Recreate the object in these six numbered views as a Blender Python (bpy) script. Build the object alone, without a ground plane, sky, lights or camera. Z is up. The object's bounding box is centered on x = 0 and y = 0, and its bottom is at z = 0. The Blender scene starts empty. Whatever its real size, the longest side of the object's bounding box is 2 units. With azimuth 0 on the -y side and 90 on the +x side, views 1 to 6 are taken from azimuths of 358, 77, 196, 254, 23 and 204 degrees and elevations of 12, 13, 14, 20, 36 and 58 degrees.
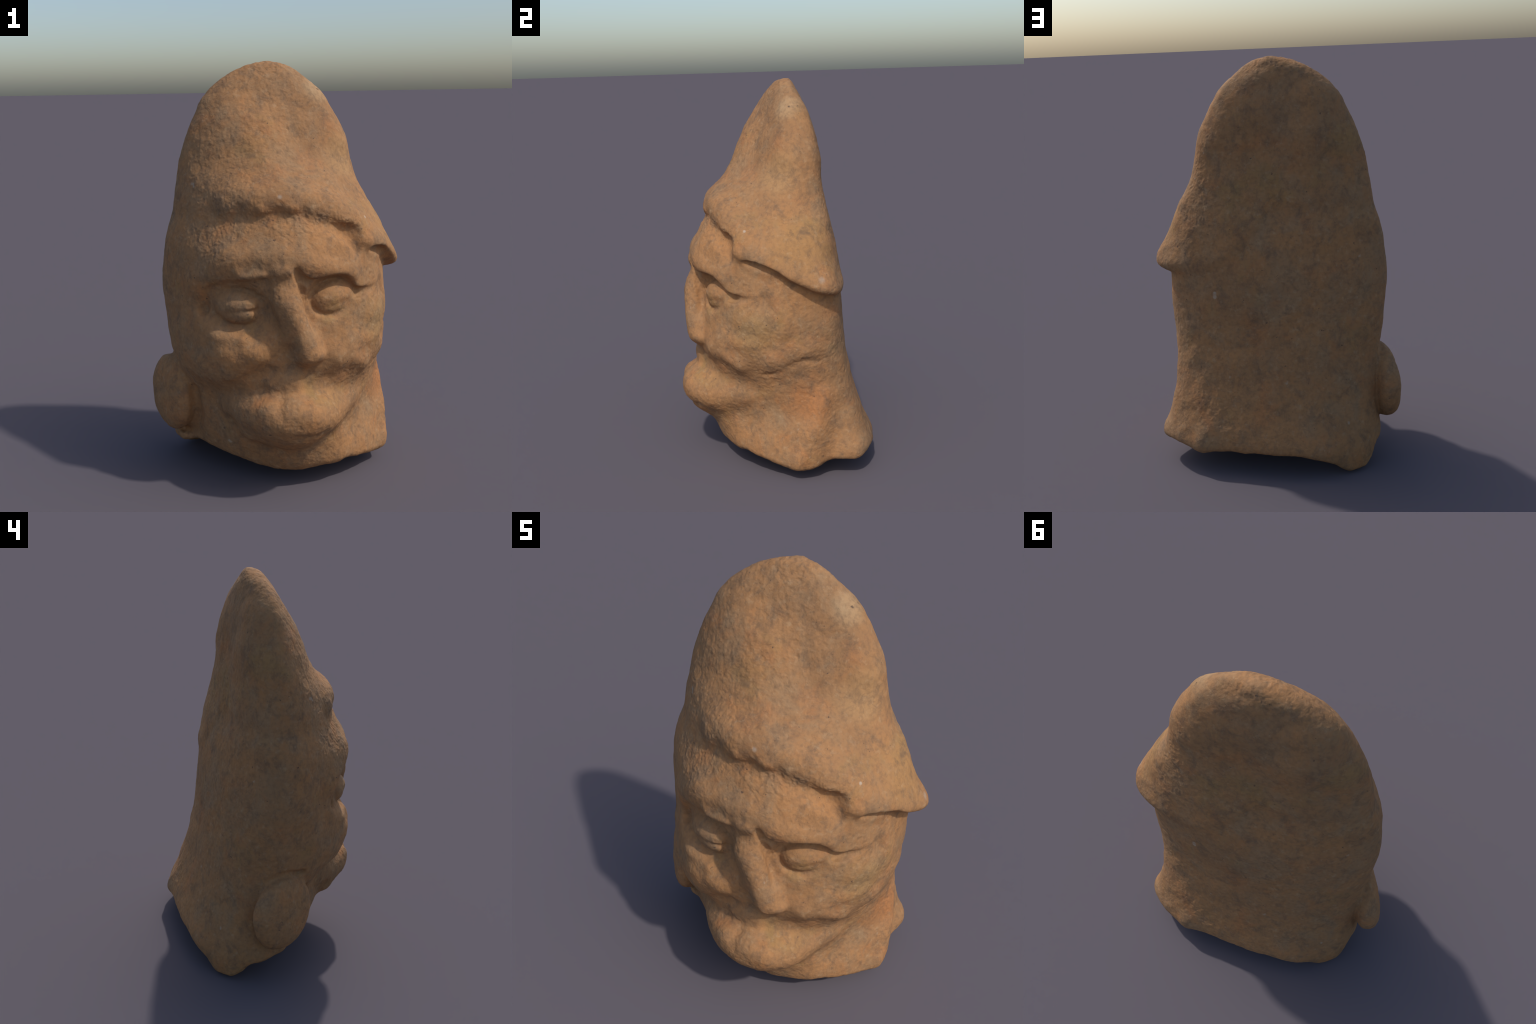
"""Terracotta head with a tall pointed cap: an eroded hand-modelled clay fragment.
The body is modelled as an implicit clay solid (lofted profiles, pellets, strokes
pressed into it), turned into one surface, then split into named parts."""
import bpy, math
import numpy as np

VOX = 0.0065
rng = np.random.default_rng(7)

# ------------------------------------------------------------------ grid
LO = np.array([-0.70, -0.56, -0.06]); HI = np.array([0.70, 0.56, 2.06])
N = np.ceil((HI - LO) / VOX).astype(int) + 1
AX = [(LO[i] + VOX * np.arange(N[i])).astype(np.float32) for i in range(3)]
X = AX[0][:, None, None]; Y = AX[1][None, :, None]; Z = AX[2][None, None, :]

# ------------------------------------------------------------------ noise
PERM = np.random.default_rng(11).permutation(256).astype(np.int32)
GR = np.random.default_rng(12).normal(size=(256, 3)).astype(np.float32)
GR /= np.linalg.norm(GR, axis=1, keepdims=True)

def perlin(p):
    """gradient noise at points p (n,3), about -1..1"""
    p = np.asarray(p, np.float32)
    i0 = np.floor(p).astype(np.int32); f = p - i0
    u = f * f * f * (f * (f * 6 - 15) + 10)
    out = 0
    for dx in (0, 1):
        for dy in (0, 1):
            for dz in (0, 1):
                h = PERM[(PERM[(PERM[(i0[:, 0] + dx) & 255] + i0[:, 1] + dy) & 255] + i0[:, 2] + dz) & 255]
                g = GR[h]
                d = g[:, 0] * (f[:, 0] - dx) + g[:, 1] * (f[:, 1] - dy) + g[:, 2] * (f[:, 2] - dz)
                w = (u[:, 0] if dx else 1 - u[:, 0]) * (u[:, 1] if dy else 1 - u[:, 1]) * (u[:, 2] if dz else 1 - u[:, 2])
                out = out + w * d
    return out * 1.5

def fbm(p, octaves=3, gain=0.5):
    a, s, o = 1.0, 1.0, 0
    for k in range(octaves):
        o = o + a * perlin(p * s + 17.3 * k); a *= gain; s *= 2.03
    return o

# ------------------------------------------------------------------ curves
def curve(xs, ys, q):
    """smooth curve through control points (cubic Hermite, limited slopes)"""
    xs = np.asarray(xs, float); ys = np.asarray(ys, float)
    d = np.diff(ys) / np.diff(xs)
    m = np.empty_like(ys); m[0] = d[0]; m[-1] = d[-1]
    h = np.diff(xs)
    m[1:-1] = (d[:-1] * h[1:] + d[1:] * h[:-1]) / (h[:-1] + h[1:])
    q = np.clip(q, xs[0], xs[-1])
    i = np.clip(np.searchsorted(xs, q) - 1, 0, len(xs) - 2)
    t = (q - xs[i]) / h[i]
    return ((2 * t**3 - 3 * t**2 + 1) * ys[i] + (t**3 - 2 * t**2 + t) * h[i] * m[i]
            + (-2 * t**3 + 3 * t**2) * ys[i + 1] + (t**3 - t**2) * h[i] * m[i + 1])

# ------------------------------------------------------------------ lofted solids
def loft(sections):
    """sections rows: z, x_left, x_right, x_apex, y_front, y_back, y_wide_left, y_wide_right,
    then squareness of the corners: front left, front right, back left, back right"""
    s = np.array(sections, float)
    P = [curve(s[:, 0], s[:, k], AX[2])[None, None, :].astype(np.float32) for k in range(1, 12)]
    xl, xr, xf, yf, yb, wl, wr, nfl, nfr, nbl, nbr = P
    zlo, zhi = s[0, 0], s[-1, 0]
    t = np.clip((X - xl) / np.maximum(xr - xl, 1e-3), 0, 1)
    yw = wl + (wr - wl) * t
    a = np.where(X < xf, (xf - X) / np.maximum(xf - xl, 0.02), (X - xf) / np.maximum(xr - xf, 0.02))
    front = Y < yw
    b = np.where(front, (yw - Y) / np.maximum(yw - yf, 0.02), (Y - yw) / np.maximum(yb - yw, 0.02))
    side = np.clip((X - xf) / 0.1 * 0.5 + 0.5, 0, 1)
    n = np.where(front, nfl + (nfr - nfl) * side, nbl + (nbr - nbl) * side)
    g = (np.abs(a) ** n + np.abs(b) ** n) ** (1.0 / n)
    g = g.astype(np.float32)
    gx, gy = np.gradient(g, VOX, axis=0), np.gradient(g, VOX, axis=1)
    gz = np.gradient(g, VOX, axis=2)
    d = (g - 1) / np.maximum(np.sqrt(gx * gx + gy * gy + gz * gz), 0.8)
    return d.astype(np.float32), zlo, zhi

def smin(a, b, k):
    h = np.maximum(k - np.abs(a - b), 0) / k
    return np.minimum(a, b) - h * h * k * 0.25

def smax(a, b, k):
    return -smin(-a, -b, k)

# ------------------------------------------------------------------ local tools on the field F
def window(pts, r):
    pts = np.atleast_2d(pts)
    lo = np.clip(((pts.min(0) - r - LO) / VOX).astype(int), 0, N - 1)
    hi = np.clip(((pts.max(0) + r - LO) / VOX).astype(int) + 2, 1, N)
    sl = tuple(slice(lo[i], hi[i]) for i in range(3))
    return sl, (X[sl[0]], Y[:, sl[1]], Z[:, :, sl[2]])

def spline(pts, per=6):
    """densify a polyline of control points (x,y,z[,r])"""
    p = np.array(pts, float)
    if len(p) < 3:
        return p
    t = np.r_[0, np.cumsum(np.linalg.norm(np.diff(p[:, :3], axis=0), axis=1))]
    q = np.linspace(0, t[-1], per * (len(p) - 1) + 1)
    return np.stack([curve(t, p[:, k], q) for k in range(p.shape[1])], 1)

def path_distance(g, pts, radii):
    """distance to a path minus a radius that varies along it"""
    x, y, z = g
    best = None
    for i in range(len(pts) - 1):
        a, b = pts[i], pts[i + 1]; ab = b - a; L = max(ab @ ab, 1e-9)
        t = np.clip(((x - a[0]) * ab[0] + (y - a[1]) * ab[1] + (z - a[2]) * ab[2]) / L, 0, 1)
        d = np.sqrt((x - a[0] - t * ab[0])**2 + (y - a[1] - t * ab[1])**2 + (z - a[2] - t * ab[2])**2)
        d = d - (radii[i] + (radii[i + 1] - radii[i]) * t)
        best = d if best is None else np.minimum(best, d)
    return best.astype(np.float32)

def roll(F, pts, k=0.03):
    """lay a roll of clay (x,y,z,r) along a path"""
    p = spline(pts); sl, g = window(p[:, :3], p[:, 3].max() + k + 0.03)
    F[sl] = smin(F[sl], path_distance(g, p[:, :3], p[:, 3]), k)

def gouge(F, pts, k=0.02):
    """cut a groove (x,y,z,r) along a path"""
    p = spline(pts); sl, g = window(p[:, :3], p[:, 3].max() + k + 0.03)
    F[sl] = smax(F[sl], -path_distance(g, p[:, :3], p[:, 3]), k)

def press(F, pts, amp, r):
    """push the surface in (amp<0) or pull it out (amp>0) along a path with soft falloff r"""
    p = spline(np.atleast_2d(pts)) if len(np.atleast_2d(pts)) > 1 else np.array([pts[0], pts[0]], float)
    sl, g = window(p[:, :3], 2.6 * r)
    d = path_distance(g, p[:, :3], np.zeros(len(p)))
    F[sl] -= (amp * np.exp(-(d / r)**2)).astype(np.float32)

def frame(n, roll_deg=0.0):
    n = np.array(n, float); n /= np.linalg.norm(n)
    t = np.cross([0, 0, 1.0], n); t /= np.linalg.norm(t); b = np.cross(n, t)
    c, s = math.cos(math.radians(roll_deg)), math.sin(math.radians(roll_deg))
    return np.stack([c * t + s * b, -s * t + c * b, n])

def pellet_distance(g, c, radii, R, power=2.0):
    x, y, z = g[0] - c[0], g[1] - c[1], g[2] - c[2]
    q = [np.abs((x * R[i, 0] + y * R[i, 1] + z * R[i, 2]) / radii[i]) for i in range(3)]
    if power == 2.0:
        k0 = np.sqrt(q[0]**2 + q[1]**2 + q[2]**2)
    else:
        k0 = ((q[0]**2 + q[1]**2)**(power / 2) + q[2]**power)**(1 / power)
    k1 = np.sqrt((q[0] / radii[0])**2 + (q[1] / radii[1])**2 + (q[2] / radii[2])**2) + 1e-6
    return (k0 * (k0 - 1) / k1).astype(np.float32)

def pellet(F, c, radii, normal, roll_deg=0.0, k=0.02, power=2.0, cut=False):
    """press on (or cut out) a flattened ball of clay; radii = across, up, along normal"""
    R = frame(normal, roll_deg); sl, g = window(np.array(c, float), max(radii) + k + 0.03)
    d = pellet_distance(g, c, radii, R, power)
    F[sl] = smax(F[sl], -d, k) if cut else smin(F[sl], d, k)

# ================================================================== THE HEAD
# z, x_left, x_right, x_apex, y_front, y_back, y_wide_left, y_wide_right, then corner squareness
# front left, front right, back left, back right
HEAD = [
    (-0.10, -0.47, 0.54, 0.12, -0.18, 0.40, 0.18, 0.12, 1.5, 1.9, 2.9, 3.0),
    (0.00, -0.488, 0.56, 0.12, -0.235, 0.43, 0.18, 0.12, 1.5, 1.9, 2.9, 3.0),
    (0.10, -0.503, 0.58, 0.12, -0.28, 0.46, 0.17, 0.14, 1.5, 1.85, 2.6, 3.0),
    (0.22, -0.505, 0.575, 0.12, -0.33, 0.456, 0.16, 0.16, 1.58, 1.6, 2.2, 3.0),
    (0.34, -0.50, 0.555, 0.12, -0.36, 0.422, 0.15, 0.17, 1.6, 1.5, 2.05, 2.9),
    (0.46, -0.51, 0.542, 0.08, -0.37, 0.388, 0.13, 0.17, 1.6, 1.65, 2.0, 2.8),
    (0.58, -0.512, 0.538, 0.06, -0.385, 0.368, 0.11, 0.15, 2.05, 1.95, 1.95, 2.7),
    (0.70, -0.522, 0.545, 0.06, -0.395, 0.353, 0.10, 0.14, 2.05, 2.15, 1.95, 2.6),
    (0.84, -0.535, 0.554, 0.06, -0.38, 0.342, 0.09, 0.13, 1.8, 2.25, 1.88, 2.5),
    (0.98, -0.542, 0.552, 0.06, -0.385, 0.328, 0.07, 0.12, 1.65, 2.1, 1.85, 2.6),
    (1.08, -0.532, 0.539, 0.06, -0.412, 0.314, 0.07, 0.12, 1.65, 1.95, 1.82, 2.8),
    (1.15, -0.520, 0.525, 0.05, -0.410, 0.304, 0.07, 0.11, 1.65, 1.95, 1.82, 3.0),
    (1.22, -0.505, 0.505, 0.06, -0.370, 0.293, 0.07, 0.11, 1.65, 2.1, 1.82, 3.0),
    (1.28, -0.485, 0.465, 0.06, -0.333, 0.275, 0.07, 0.10, 1.65, 2.1, 1.82, 3.0),
    (1.34, -0.465, 0.43, 0.06, -0.300, 0.25, 0.06, 0.10, 1.65, 1.9, 1.85, 3.0),
    (1.46, -0.43, 0.36, 0.04, -0.19, 0.20, 0.04, 0.06, 1.6, 1.8, 1.9, 3.0),
    (1.60, -0.34, 0.28, 0.0, -0.06, 0.14, 0.05, 0.06, 1.6, 1.8, 2.0, 3.0),
    (1.75, -0.15, 0.15, 0.0, 0.03, 0.12, 0.07, 0.07, 1.6, 1.8, 2.0, 3.0),
]
CAP = [
    (0.85, -0.50, 0.635, 0.06, -0.38, 0.335, 0.05, 0.11, 1.6, 2.2, 1.9, 2.3),
    (1.00, -0.52, 0.648, 0.06, -0.385, 0.33, 0.06, 0.13, 1.6, 2.2, 1.9, 2.4),
    (1.08, -0.525, 0.612, 0.06, -0.385, 0.32, 0.07, 0.11, 1.6, 2.2, 1.84, 2.3),
    (1.16, -0.515, 0.566, 0.06, -0.38, 0.308, 0.07, 0.09, 1.6, 2.1, 1.84, 2.4),
    (1.30, -0.485, 0.497, 0.06, -0.335, 0.284, 0.07, 0.09, 1.6, 1.8, 1.84, 2.8),
    (1.43, -0.463, 0.420, 0.04, -0.284, 0.264, 0.07, 0.09, 1.55, 1.55, 1.84, 3.2),
    (1.53, -0.444, 0.388, -0.02, -0.187, 0.253, 0.07, 0.10, 1.55, 1.45, 1.84, 3.4),
    (1.65, -0.408, 0.357, -0.08, -0.117, 0.245, 0.08, 0.11, 1.6, 1.52, 2.05, 3.6),
    (1.75, -0.366, 0.308, -0.08, -0.070, 0.235, 0.085, 0.115, 1.65, 1.55, 2.1, 3.6),
    (1.85, -0.311, 0.245, -0.06, -0.012, 0.217, 0.095, 0.12, 1.7, 1.6, 2.1, 3.2),
    (1.925, -0.227, 0.167, -0.04, 0.040, 0.194, 0.105, 0.125, 1.75, 1.7, 2.0, 2.4),
    (1.965, -0.158, 0.110, -0.03, 0.075, 0.178, 0.115, 0.13, 1.8, 1.8, 2.0, 2.0),
    (1.988, -0.09, 0.057, -0.02, 0.10, 0.167, 0.12, 0.135, 2.0, 2.0, 2.0, 2.0),
    (2.002, -0.03, 0.0, -0.015, 0.13, 0.160, 0.145, 0.145, 2.0, 2.0, 2.0, 2.0),
]
# lower edge of the cap: azimuth (0 = front, + = the wearer's left) against height
RIM_AZ = [-180, -120, -60, -37, -13, 10, 24, 40, 48, 55, 64, 72, 86, 101, 121, 140, 180]
RIM_Z = [1.25, 1.28, 1.30, 1.315, 1.335, 1.335, 1.325, 1.285, 1.23, 1.175, 1.145, 1.12, 1.045, 0.98, 0.965, 1.02, 1.25]


def build_field():
    head, zlo, zhi = loft(HEAD)
    F = smax(head, Z - zhi, 0.02)

    # ---- rough broken underside: two low lobes, higher rim elsewhere
    bx, by = X[..., 0], Y[..., 0]
    def lobe(cx, cy, sx, sy):
        return np.exp(-((bx - cx) / sx)**2 - ((by - cy) / sy)**2)
    bottom = 0.130 - 0.135 * lobe(-0.43, 0.33, 0.16, 0.16) - 0.098 * lobe(0.40, 0.06, 0.26, 0.18) \
        + 0.04 * lobe(0.52, 0.42, 0.20, 0.08) + 0.03 * lobe(-0.46, 0.0, 0.15, 0.16) + 0.02 * lobe(0.0, 0.2, 0.2, 0.2) \
        - 0.065 * lobe(0.06, -0.18, 0.24, 0.12)
    F = smax(F, np.maximum(bottom, 0.006)[..., None] - Z, 0.03)

    # ---- neck
    press(F, [(0.35, 0.43, 0.12), (0.50, 0.40, 0.13), (0.58, 0.34, 0.13)], 0.04, 0.08)        # flared rear corner
    press(F, [(-0.25, 0.41, 0.13), (0.0, 0.43, 0.14), (0.3, 0.43, 0.14)], 0.025, 0.08)
    press(F, [(-0.46, 0.03, 0.15), (-0.46, 0.12, 0.14)], 0.035, 0.06)                           # ledge under the ear
    press(F, [(0.57, 0.16, 0.12), (0.57, 0.22, 0.24), (0.56, 0.25, 0.36)], -0.022, 0.06)      # hollow before it
    press(F, [(0.57, 0.0, 0.10), (0.56, 0.10, 0.30), (0.53, 0.16, 0.45)], 0.018, 0.045)       # ridge
    press(F, [(0.36, -0.19, 0.27), (0.46, -0.09, 0.36)], -0.02, 0.07)                         # hollow under the jaw

    # ---- chipped edge of the break
    for a in np.linspace(0, 2 * math.pi, 26, endpoint=False):
        p = (0.04 + 0.52 * math.cos(a), 0.10 + 0.36 * math.sin(a), rng.uniform(0.05, 0.13))
        press(F, [p], rng.uniform(-0.014, 0.006), rng.uniform(0.02, 0.04))

    # ---- chin and lower lip
    roll(F, [(-0.20, -0.22, 0.43, 0.06), (-0.10, -0.31, 0.415, 0.09), (0.0, -0.36, 0.405, 0.11),
             (0.13, -0.368, 0.405, 0.115), (0.24, -0.285, 0.41, 0.082), (0.33, -0.19, 0.43, 0.05)], 0.05)
    roll(F, [(-0.10, -0.29, 0.33, 0.07), (0.10, -0.325, 0.325, 0.085), (0.22, -0.27, 0.34, 0.06)], 0.05)
    gouge(F, [(-0.20, -0.32, 0.24, 0.012), (-0.05, -0.395, 0.232, 0.018), (0.12, -0.415, 0.228, 0.020),
              (0.26, -0.355, 0.268, 0.016), (0.35, -0.265, 0.32, 0.012), (0.42, -0.18, 0.36, 0.008)], 0.04)
    press(F, [(0.02, -0.42, 0.52), (0.0, -0.46, 0.46), (0.01, -0.46, 0.43)], -0.006, 0.018)    # worn crack across it
    press(F, [(0.14, -0.48, 0.44)], 0.010, 0.05)
    press(F, [(-0.05, -0.44, 0.46)], 0.012, 0.04)
    press(F, [(0.08, -0.46, 0.335), (0.2, -0.42, 0.35)], -0.010, 0.025)
    press(F, [(0.13, -0.46, 0.29)], 0.006, 0.03)
    # ---- folds from the nose, hollow of the mouth
    press(F, [(0.15, -0.40, 0.585), (0.25, -0.36, 0.565)], -0.010, 0.03)
    press(F, [(-0.03, -0.40, 0.57), (0.08, -0.40, 0.575)], 0.016, 0.045)
    press(F, [(0.45, -0.18, 0.66), (0.48, -0.12, 0.62)], 0.014, 0.08)
    # ---- cheeks
    press(F, [(0.28, -0.36, 0.67), (0.36, -0.32, 0.645), (0.42, -0.25, 0.60)], 0.026, 0.055)
    press(F, [(0.42, -0.23, 0.86), (0.48, -0.17, 0.85)], 0.010, 0.06)
    press(F, [(0.33, -0.32, 0.735), (0.46, -0.19, 0.73)], 0.014, 0.045)
    press(F, [(0.54, 0.19, 0.48)], -0.014, 0.08)
    press(F, [(-0.33, -0.27, 0.62), (-0.31, -0.28, 0.72)], 0.018, 0.09)
    press(F, [(-0.22, -0.35, 0.68), (-0.12, -0.40, 0.715)], 0.045, 0.065)
    press(F, [(-0.36, -0.24, 0.83), (-0.30, -0.29, 0.80)], 0.022, 0.06)
    press(F, [(-0.28, -0.33, 0.775), (-0.16, -0.385, 0.775)], 0.018, 0.035)
    gouge(F, [(0.21, -0.445, 0.665, 0.014), (0.25, -0.42, 0.615, 0.026), (0.31, -0.375, 0.578, 0.034), (0.37, -0.325, 0.54, 0.026), (0.415, -0.265, 0.49, 0.018), (0.44, -0.22, 0.45, 0.008)], 0.010)
    press(F, [(0.04, -0.43, 0.70), (0.07, -0.42, 0.63)], -0.008, 0.03)
    press(F, [(-0.04, -0.40, 0.76)], 0.012, 0.05)
    press(F, [(0.47, -0.16, 0.80)], 0.008, 0.08)
    press(F, [(-0.26, -0.31, 0.59), (-0.18, -0.35, 0.60)], 0.020, 0.065)
    press(F, [(-0.49, -0.02, 0.58), (-0.50, -0.02, 0.78)], -0.010, 0.09)
    press(F, [(-0.04, -0.40, 0.625), (-0.14, -0.38, 0.58), (-0.23, -0.34, 0.525)], -0.018, 0.028)

    # ---- brows
    press(F, [(-0.36, -0.24, 1.00), (-0.29, -0.30, 1.07), (-0.22, -0.33, 1.10)], 0.030, 0.08)
    press(F, [(0.14, -0.41, 1.105), (0.24, -0.38, 1.095), (0.34, -0.31, 1.055)], 0.020, 0.045)
    press(F, [(-0.16, -0.38, 1.055), (-0.07, -0.41, 1.06)], 0.020, 0.03)
    press(F, [(0.0, -0.41, 1.085), (0.06, -0.41, 1.085)], 0.015, 0.025)
    # ---- eye sockets
    pellet(F, (0.245, -0.375, 0.955), (0.140, 0.102, 0.095), (0.60, -1, 0.05), 10, 0.020, cut=True)
    pellet(F, (-0.175, -0.385, 0.915), (0.165, 0.110, 0.105), (-0.45, -1, 0.1), -4, 0.02, cut=True)
    gouge(F, [(-0.335, -0.245, 0.885, 0.030), (-0.325, -0.272, 0.945, 0.030), (-0.26, -0.315, 0.992, 0.028), (-0.17, -0.36, 1.008, 0.024), (-0.06, -0.405, 1.0, 0.018)], 0.015)
    gouge(F, [(0.086, -0.430, 1.11, 0.010), (0.088, -0.415, 1.07, 0.024), (0.12, -0.40, 1.04, 0.020), (0.24, -0.372, 1.035, 0.016), (0.31, -0.32, 1.0, 0.022),
              (0.365, -0.268, 0.955, 0.028), (0.43, -0.230, 0.957, 0.016), (0.51, -0.165, 0.97, 0.010)], 0.012)
    press(F, [(-0.07, -0.40, 1.03), (0.0, -0.42, 1.035), (0.05, -0.43, 1.045)], -0.02, 0.022)
    # ---- nose, set aslant
    roll(F, [(0.03, -0.36, 1.03, 0.044), (0.055, -0.397, 0.94, 0.050), (0.095, -0.41, 0.82, 0.050), (0.135, -0.398, 0.715, 0.056)], 0.055)
    pellet(F, (0.175, -0.385, 0.70), (0.036, 0.032, 0.045), (0.3, -1, 0), 0, 0.015)
    gouge(F, [(0.092, -0.41, 1.05, 0.014), (0.12, -0.385, 0.96, 0.018), (0.148, -0.38, 0.87, 0.018), (0.165, -0.40, 0.82, 0.010)], 0.012)
    gouge(F, [(0.226, -0.435, 0.73, 0.012), (0.218, -0.42, 0.665, 0.016)], 0.010)
    # ---- eyeballs with lids
    pellet(F, (0.247, -0.264, 0.940), (0.122, 0.092, 0.082), (0.60, -1, 0.10), 10, 0.014)
    press(F, [(0.21, -0.36, 0.955), (0.29, -0.33, 0.955)], 0.006, 0.03)
    press(F, [(0.25, -0.355, 0.915), (0.32, -0.315, 0.928)], -0.007, 0.012)
    gouge(F, [(0.138, -0.375, 0.945, 0.014), (0.155, -0.385, 0.885, 0.014), (0.19, -0.378, 0.848, 0.012), (0.25, -0.372, 0.842, 0.006)], 0.015)
    for p in ((0.150, -0.372, 0.915), (0.168, -0.378, 0.89), (0.160, -0.375, 0.938)):
        press(F, [p], 0.010, 0.012)                                                           # crumbs in the corner
    pellet(F, (-0.170, -0.295, 0.908), (0.118, 0.082, 0.064), (-0.35, -1, 0.15), -8, 0.015)
    roll(F, [(-0.25, -0.29, 0.90, 0.014), (-0.19, -0.338, 0.925, 0.019), (-0.10, -0.345, 0.932, 0.018)], 0.015)
    gouge(F, [(-0.22, -0.345, 0.888, 0.004), (-0.16, -0.368, 0.896, 0.007), (-0.075, -0.350, 0.905, 0.008)], 0.010)
    gouge(F, [(-0.075, -0.365, 0.965, 0.013), (-0.08, -0.36, 0.90, 0.016), (-0.10, -0.365, 0.845, 0.010)], 0.015)
    press(F, [(-0.01, -0.41, 0.95), (0.0, -0.42, 0.86), (0.02, -0.42, 0.78)], 0.016, 0.04)

    # ---- cap, cut along its rim and set over the head
    cap, zlo, zhi = loft(CAP)
    cap = smax(cap, Z - 2.0, 0.02)
    az = np.degrees(np.arctan2(X, -(Y - 0.05)))[..., 0]
    wob = perlin(np.stack([az.ravel() / 14.0, np.zeros(az.size), np.zeros(az.size)], 1)).reshape(az.shape) * 0.012
    rim = curve(RIM_AZ, RIM_Z, az.ravel()).reshape(az.shape) + wob
    cap = smax(cap, (rim[..., None] - Z).astype(np.float32) * 0.85, 0.06)
    F = smin(F, cap, 0.022)
    # thick lumpy edge along the brow, worn groove under it
    roll(F, [(-0.20, -0.195, 1.375, 0.035), (-0.05, -0.248, 1.378, 0.042), (0.13, -0.257, 1.372, 0.042),
             (0.26, -0.232, 1.335, 0.045), (0.35, -0.19, 1.265, 0.048), (0.40, -0.165, 1.20, 0.046), (0.46, -0.10, 1.15, 0.040)], 0.08)
    gouge(F, [(-0.30, -0.255, 1.275, 0.010), (-0.20, -0.30, 1.30, 0.020), (-0.05, -0.338, 1.312, 0.024), (0.13, -0.350, 1.305, 0.024),
              (0.26, -0.318, 1.268, 0.030), (0.335, -0.278, 1.22, 0.036), (0.37, -0.272, 1.15, 0.018)], 0.03)
    gouge(F, [(-0.10, -0.335, 1.325, 0.012), (-0.06, -0.345, 1.328, 0.014)], 0.01)
    gouge(F, [(0.445, -0.205, 1.14, 0.012), (0.495, -0.14, 1.125, 0.024), (0.54, -0.08, 1.085, 0.022), (0.585, 0.03, 1.015, 0.018), (0.585, 0.15, 0.962, 0.015)], 0.015)
    # lumps and losses along the brim
    brim = spline([(-0.25, -0.27, 1.33), (-0.05, -0.305, 1.345), (0.13, -0.315, 1.34), (0.27, -0.285, 1.30), (0.37, -0.25, 1.22), (0.41, -0.23, 1.17)], 5)
    for p in brim:
        press(F, [p + rng.normal(0, 0.008, 3)], rng.uniform(-0.009, 0.008), rng.uniform(0.020, 0.034))
    # fuller flank above the flap
    press(F, [(0.22, 0.08, 1.82), (0.31, 0.05, 1.62)], 0.013, 0.07)
    press(F, [(-0.10, 0.21, 1.84), (-0.13, 0.23, 1.74)], -0.013, 0.08)
    press(F, [(0.26, 0.22, 1.62)], 0.010, 0.09)
    # hollow in the front of the cap
    press(F, [(-0.05, -0.02, 1.83), (0.06, -0.02, 1.83)], -0.025, 0.10)
    press(F, [(0.10, -0.07, 1.72), (0.15, -0.12, 1.60)], -0.015, 0.07)
    press(F, [(0.0, -0.17, 1.55)], -0.006, 0.02)

    press(F, [(-0.08, 0.28, 1.25), (-0.02, 0.25, 1.60)], -0.018, 0.13)                        # flat back

    # ---- ear pellet
    pellet(F, (-0.500, 0.048, 0.385), (0.185, 0.190, 0.070), (-0.86, -0.51, 0.05), -8, 0.012, power=2.6)
    gouge(F, [(-0.515, 0.22, 0.30, 0.012), (-0.52, 0.235, 0.42, 0.014), (-0.525, 0.17, 0.54, 0.014), (-0.515, 0.07, 0.59, 0.014), (-0.46, -0.06, 0.58, 0.012)], 0.02)
    gouge(F, [(-0.395, -0.11, 0.45, 0.02), (-0.385, -0.11, 0.33, 0.03), (-0.41, -0.06, 0.215, 0.025), (-0.46, 0.03, 0.185, 0.018)], 0.02)

    # ---- folds on the wearer's left side
    gouge(F, [(0.475, -0.13, 0.565, 0.006), (0.515, -0.07, 0.58, 0.014), (0.54, 0.0, 0.625, 0.020), (0.548, 0.06, 0.645, 0.016), (0.55, 0.13, 0.64, 0.006)], 0.02)
    press(F, [(0.50, -0.08, 0.65), (0.54, 0.03, 0.70), (0.55, 0.10, 0.70)], 0.014, 0.05)
    press(F, [(0.50, -0.06, 0.52), (0.54, 0.05, 0.56)], -0.008, 0.05)
    press(F, [(0.505, -0.125, 0.965), (0.52, -0.11, 0.92)], -0.016, 0.022)
    gouge(F, [(0.535, -0.10, 0.905, 0.010), (0.548, -0.07, 0.865, 0.014), (0.553, -0.045, 0.835, 0.008)], 0.012)
    gouge(F, [(0.553, -0.04, 0.835, 0.008), (0.548, -0.055, 0.80, 0.014), (0.545, -0.07, 0.765, 0.008)], 0.008)
    press(F, [(0.52, -0.045, 0.89), (0.53, -0.035, 0.80)], 0.008, 0.03)
    return F

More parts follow.
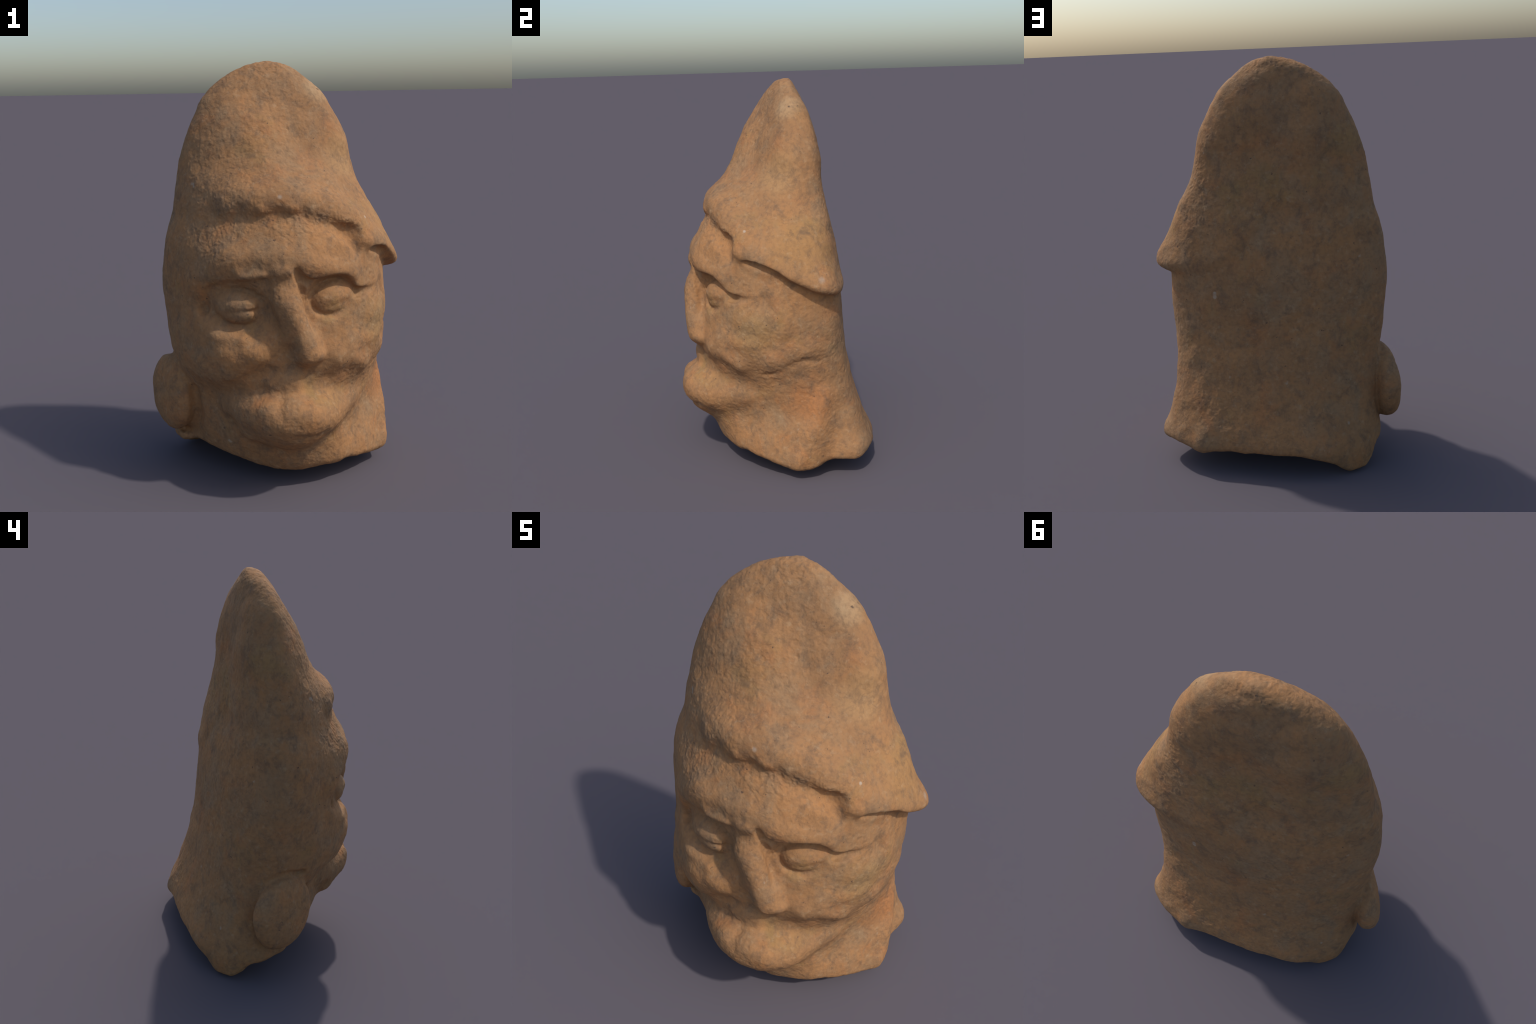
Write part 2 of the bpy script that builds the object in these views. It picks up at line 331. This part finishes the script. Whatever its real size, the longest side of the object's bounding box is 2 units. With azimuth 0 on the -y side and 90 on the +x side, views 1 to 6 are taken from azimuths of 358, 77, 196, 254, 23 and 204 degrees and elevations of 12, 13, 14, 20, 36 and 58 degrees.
# ------------------------------------------------------------------ surface from the field
def surface(F):
    """naive surface nets: one vertex per crossed cell, one quad per crossed edge"""
    S = F < 0
    c = np.zeros(tuple(np.array(F.shape) - 1), np.int8)
    for dx in (0, 1):
        for dy in (0, 1):
            for dz in (0, 1):
                c += S[dx:F.shape[0] - 1 + dx, dy:F.shape[1] - 1 + dy, dz:F.shape[2] - 1 + dz]
    cells = np.argwhere((c > 0) & (c < 8))
    idx = -np.ones(c.shape, np.int64); idx[tuple(cells.T)] = np.arange(len(cells))
    acc = np.zeros((len(cells), 3)); cnt = np.zeros(len(cells))
    corner = [(i, j, k) for i in (0, 1) for j in (0, 1) for k in (0, 1)]
    for a in corner:
        for ax in range(3):
            if a[ax]:
                continue
            b = list(a); b[ax] = 1
            fa = F[tuple((cells + a).T)]; fb = F[tuple((cells + b).T)]
            m = (fa < 0) != (fb < 0)
            t = np.where(m, fa / np.where(m, fa - fb, 1), 0)
            p = np.array(a, float)[None].repeat(len(cells), 0); p[:, ax] = t
            acc[m] += p[m]; cnt[m] += 1
    verts = LO + VOX * (cells + acc / cnt[:, None])
    quads = []
    for ax in range(3):
        u, v = (ax + 1) % 3, (ax + 2) % 3
        sl0 = [slice(None)] * 3; sl1 = [slice(None)] * 3
        sl0[ax] = slice(0, -1); sl1[ax] = slice(1, None)
        e = np.argwhere(S[tuple(sl0)] != S[tuple(sl1)])
        ins = S[tuple(e.T)]
        q = []
        for du, dv in ((-1, -1), (0, -1), (0, 0), (-1, 0)):
            o = e.copy(); o[:, u] += du; o[:, v] += dv
            q.append(idx[tuple(o.T)])
        q = np.stack(q, 1)
        q[~ins] = q[~ins][:, ::-1]
        quads.append(q)
    return verts, np.concatenate(quads)

def vertex_normals(v, q):
    n = np.cross(v[q[:, 2]] - v[q[:, 0]], v[q[:, 3]] - v[q[:, 1]])
    out = np.zeros_like(v)
    for k in range(4):
        for a in range(3):
            out[:, a] += np.bincount(q[:, k], n[:, a], len(v))
    return out / np.maximum(np.linalg.norm(out, axis=1, keepdims=True), 1e-12)

def relax(v, q, it=2, lam=0.5):
    for _ in range(it):
        s = np.zeros_like(v); c = np.zeros(len(v))
        for a, b in ((0, 1), (1, 2), (2, 3), (3, 0)):
            for k in range(3):
                s[:, k] += np.bincount(q[:, a], v[q[:, b], k], len(v)) + np.bincount(q[:, b], v[q[:, a], k], len(v))
            c += np.bincount(q[:, a], minlength=len(v)) + np.bincount(q[:, b], minlength=len(v))
        v = v + lam * (s / c[:, None] - v)
    return v

def subdivide(v, q):
    """split every quad in four, smoothing as it goes"""
    e = np.concatenate([q[:, [0, 1]], q[:, [1, 2]], q[:, [2, 3]], q[:, [3, 0]]])
    es = np.sort(e, 1); key = es[:, 0] * len(v) + es[:, 1]
    uk, inv = np.unique(key, return_inverse=True)
    ev = np.stack([uk // len(v), uk % len(v)], 1)
    mid = v[ev].mean(1); cen = v[q].mean(1)
    nv, ne, nq = len(v), len(uk), len(q)
    E = inv.reshape(4, nq) + nv; C = np.arange(nq) + nv + ne
    faces = np.concatenate([np.stack([q[:, k], E[k], C, E[(k + 3) % 4]], 1) for k in range(4)])
    return np.concatenate([v, mid, cen]), faces

def grain(v, n):
    """hand-worked, weathered clay: lumps, smoothing streaks, chips and pits"""
    d = 0.0045 * fbm(v * 5.0, 2) + 0.0030 * fbm(v * 12.0 + 4.0, 3)
    def spot(c, r):
        return np.exp(-(((v - c) / r)**2).sum(1))
    # rougher: front of the cap, rim crease, the wearer's right temple, chin; smoother: flap and back
    rough = 0.45 + 0.5 * perlin(v * 2.6 + 5.0) + 0.4 * spot((-0.28, -0.27, 1.18), (0.14, 0.2, 0.14)) \
        + 0.9 * spot((0.1, -0.30, 1.29), (0.4, 0.2, 0.06)) + 0.6 * spot((-0.05, -0.05, 1.72), (0.35, 0.25, 0.22)) \
        + 0.4 * spot((0.05, -0.42, 0.42), (0.25, 0.2, 0.15)) + 0.5 * spot((0.0, 0.15, 1.97), (0.3, 0.2, 0.06)) \
        - 0.4 * spot((0.42, 0.0, 1.35), (0.2, 0.3, 0.3))
    rough = np.clip(rough, 0.12, 1.5)
    warp = v + 0.012 * np.stack([perlin(v * 22 + 31), perlin(v * 22 + 57), perlin(v * 22 + 83)], 1)
    ridged = 0.5 - np.abs(perlin(warp * np.array([30, 30, 24.0])))
    d += rough * (0.0024 * ridged + 0.0016 * fbm(warp * 62.0, 2) + 0.0005 * perlin(v * 130.0))
    d -= 0.012 * np.clip(perlin(v * 38.0 + 3.7) - 0.60, 0, 1) * rough        # pits
    d -= 0.020 * np.clip(perlin(v * 15.0 + 9.1) - 0.66, 0, 1) * rough        # chips
    return v + n * d[:, None]

# ------------------------------------------------------------------ material
def terracotta():
    m = bpy.data.materials.new("terracotta"); m.use_nodes = True
    nt = m.node_tree; nd = nt.nodes; ln = nt.links
    bsdf = nd["Principled BSDF"]
    tc = nd.new("ShaderNodeTexCoord")
    def noise(scale, detail=4, rough=0.55, vec=None, dist=0.0):
        t = nd.new("ShaderNodeTexNoise"); t.inputs["Scale"].default_value = scale
        t.inputs["Detail"].default_value = detail; t.inputs["Roughness"].default_value = rough
        t.inputs["Distortion"].default_value = dist
        ln.new(vec or tc.outputs["Object"], t.inputs["Vector"]); return t.outputs["Fac"]
    def ramp(fac, *stops):
        r = nd.new("ShaderNodeValToRGB"); e = r.color_ramp.elements
        while len(e) < len(stops): e.new(0.5)
        for el, (p, c) in zip(e, stops):
            el.position = p; el.color = (c if len(c) == 4 else (*c, 1)) if isinstance(c, tuple) else (c, c, c, 1)
        ln.new(fac, r.inputs["Fac"]); return r.outputs["Color"]
    def mix(a, b, fac, mode="MIX"):
        x = nd.new("ShaderNodeMix"); x.data_type = "RGBA"; x.blend_type = mode
        for s, val in ((x.inputs[6], a), (x.inputs[7], b), (x.inputs[0], fac)):
            if hasattr(val, "links"): ln.new(val, s)
            else: s.default_value = val if not isinstance(val, tuple) else (*val, 1)
        return x.outputs[2]
    def mapped(scale=(1, 1, 1), loc=(0, 0, 0)):
        mp = nd.new("ShaderNodeMapping"); mp.inputs["Scale"].default_value = scale; mp.inputs["Location"].default_value = loc
        ln.new(tc.outputs["Object"], mp.inputs["Vector"]); return mp.outputs["Vector"]
    def near(p, r, soft, amount):
        """mask around a spot on the surface, with a ragged edge"""
        d = nd.new("ShaderNodeVectorMath"); d.operation = "DISTANCE"
        ln.new(tc.outputs["Object"], d.inputs[0]); d.inputs[1].default_value = p
        a = nd.new("ShaderNodeMath"); a.operation = "MULTIPLY_ADD"
        ln.new(noise(9.0, 5, 0.65), a.inputs[0]); a.inputs[1].default_value = 1.2 * r; a.inputs[2].default_value = -0.6 * r
        b = nd.new("ShaderNodeMath"); b.operation = "ADD"; ln.new(d.outputs["Value"], b.inputs[0]); ln.new(a.outputs[0], b.inputs[1])
        m = nd.new("ShaderNodeMapRange"); m.interpolation_type = "SMOOTHSTEP"
        m.inputs["From Min"].default_value = r + soft; m.inputs["From Max"].default_value = r - soft
        m.inputs["To Max"].default_value = amount; ln.new(b.outputs[0], m.inputs["Value"]); return m.outputs["Result"]
    base = ramp(noise(2.8, 6, 0.65, dist=0.5), (0.32, (0.31, 0.165, 0.076)), (0.5, (0.365, 0.187, 0.080)), (0.68, (0.41, 0.200, 0.079)))
    # greyish buff slip patches
    slip = ramp(noise(5.0, 8, 0.72, mapped((1, 1, 0.8), (3, 1, 7)), 0.8), (0.48, 0.0), (0.70, 0.65))
    col = mix(base, (0.285, 0.195, 0.112), slip)
    # redder fired patches
    red = ramp(noise(6.5, 5, 0.65, mapped((1, 1, 1), (9, 4, 2)), 0.5), (0.53, 0.0), (0.74, 0.55))
    col = mix(col, (0.42, 0.165, 0.058), red)
    # olive-yellow staining
    olive = ramp(noise(3.6, 5, 0.6, mapped((1, 1, 1), (1, 6, 3)), 0.4), (0.58, 0.0), (0.76, 0.5))
    col = mix(col, (0.31, 0.20, 0.07), olive)
    for p, r, c, amt in (((0.47, -0.17, 0.80), 0.10, (0.34, 0.21, 0.08), 0.4), ((0.21, 0.09, 1.85), 0.06, (0.44, 0.29, 0.155), 0.6),
                         ((0.34, 0.0, 1.55), 0.10, (0.42, 0.245, 0.11), 0.6), 
                         ((0.50, 0.05, 1.20), 0.13, (0.42, 0.22, 0.08), 0.6), ((0.54, 0.08, 0.42), 0.11, (0.42, 0.17, 0.06), 0.6)):
        col = mix(col, c, near(p, r, 0.6 * r, amt))
    # soft soot in the grain, fine mottling
    soot = ramp(noise(15, 7, 0.72, mapped((1, 1, 0.8), (2, 2, 2)), 0.4), (0.32, 0.65), (0.50, 0.0))
    col = mix(col, (0.15, 0.098, 0.062), soot)
    fine = ramp(noise(52, 4, 0.6), (0.34, 0.34), (0.55, 0.0))
    col = mix(col, (0.16, 0.095, 0.055), fine)
    pale = ramp(noise(34, 5, 0.65, mapped((1, 1, 1), (7, 3, 5))), (0.56, 0.0), (0.75, 0.45))
    col = mix(col, (0.44, 0.30, 0.17), pale)
    speck = ramp(noise(48, 2, 0.5, mapped((1, 1, 1), (4, 4, 9))), (0.22, 0.75), (0.28, 0.0))
    col = mix(col, (0.08, 0.05, 0.04), speck)
    # pale lime spots
    for p, r in (((0.417, -0.195, 1.291), 0.006), ((0.60, 0.13, 1.06), 0.017), ((0.49, -0.09, 1.29), 0.018), ((0.02, -0.31, 1.40), 0.01)):
        col = mix(col, (0.56, 0.48, 0.38), near(p, r, 0.6 * r, 0.55))
    lime = ramp(noise(17, 2, 0.4, mapped((1, 1, 1), (5, 8, 1))), (0.76, 0.0), (0.82, 0.5))
    col = mix(col, (0.50, 0.42, 0.32), lime)
    ln.new(col, bsdf.inputs["Base Color"])
    bsdf.inputs["Roughness"].default_value = 0.85
    bsdf.inputs["Specular IOR Level"].default_value = 0.25
    b = nd.new("ShaderNodeBump"); b.inputs["Strength"].default_value = 0.5; b.inputs["Distance"].default_value = 0.006
    ln.new(noise(70, 6, 0.7), b.inputs["Height"]); ln.new(b.outputs["Normal"], bsdf.inputs["Normal"])
    return m

# ------------------------------------------------------------------ parts
def classify(c):
    """name of the part each face centre belongs to"""
    x, y, z = c.T
    part = np.full(len(c), "face", object)
    az = np.degrees(np.arctan2(x, -(y - 0.05)))
    rim = curve(RIM_AZ, RIM_Z, az)
    part[(z < 0.27 + 0.08 * np.clip(y + 0.3, 0, 0.4) * 2)] = "neck"
    part[z > rim - 0.02] = "cap"
    def ell(cx, cy, cz, rx, ry, rz):
        return ((x - cx) / rx)**2 + ((y - cy) / ry)**2 + ((z - cz) / rz)**2 < 1
    part[ell(0.10, -0.36, 0.415, 0.33, 0.3, 0.135) & (y < -0.2)] = "lip"
    t = np.clip((1.03 - z) / 0.36, 0, 1)
    part[(np.abs(x - (0.025 + 0.135 * t)) < 0.055 + 0.02 * t) & (z < 1.03) & (z > 0.655) & (y < -0.36)] = "nose"
    part[ell(0.26, -0.31, 0.94, 0.115, 0.12, 0.085)] = "eye"
    part[ell(-0.17, -0.33, 0.91, 0.11, 0.12, 0.075)] = "eye.001"
    R = frame((-0.86, -0.51, 0.05), -8)
    q = (c - np.array([-0.505, 0.055, 0.385])) @ R.T
    part[((q[:, 0] / 0.165)**2 + (q[:, 1] / 0.21)**2 < 1) & (q[:, 2] > -0.045) & (x < -0.39)] = "ear"
    return part

def build():
    F = build_field()
    v, q = surface(F)
    # keep the main body only
    v = relax(v, q, 2, 0.4)
    v, q = subdivide(v, q)
    v = relax(v, q, 2, 0.5)
    v = grain(v, vertex_normals(v, q))
    v[:, 2] = np.maximum(v[:, 2], 0.002)
    nrm = vertex_normals(v, q)
    print("verts", len(v), "bbox", v.min(0).round(3), v.max(0).round(3))

    root = bpy.data.objects.new("terracotta_head", None)
    root["label"] = "weathered terracotta head of a frowning man in tall pointed cap"
    root["category"] = "clay sculpture"
    bpy.context.scene.collection.objects.link(root)
    mat = terracotta()
    part = classify(v[q].mean(1))
    for name in ("face", "cap", "nose", "lip", "eye", "eye.001", "ear", "neck"):
        f = q[part == name]
        used, inv = np.unique(f, return_inverse=True)
        inv = inv.reshape(f.shape)
        me = bpy.data.meshes.new(name)
        me.vertices.add(len(used)); me.vertices.foreach_set("co", v[used].astype(np.float32).ravel())
        me.loops.add(inv.size); me.loops.foreach_set("vertex_index", inv.astype(np.int32).ravel())
        me.polygons.add(len(f)); me.polygons.foreach_set("loop_start", (4 * np.arange(len(f))).astype(np.int32))
        me.update(calc_edges=True); me.validate()
        me.polygons.foreach_set("use_smooth", np.ones(len(me.polygons), bool))
        me.normals_split_custom_set_from_vertices(nrm[used].tolist())
        me.materials.append(mat)
        ob = bpy.data.objects.new(name, me); ob.parent = root
        bpy.context.scene.collection.objects.link(ob)

build()
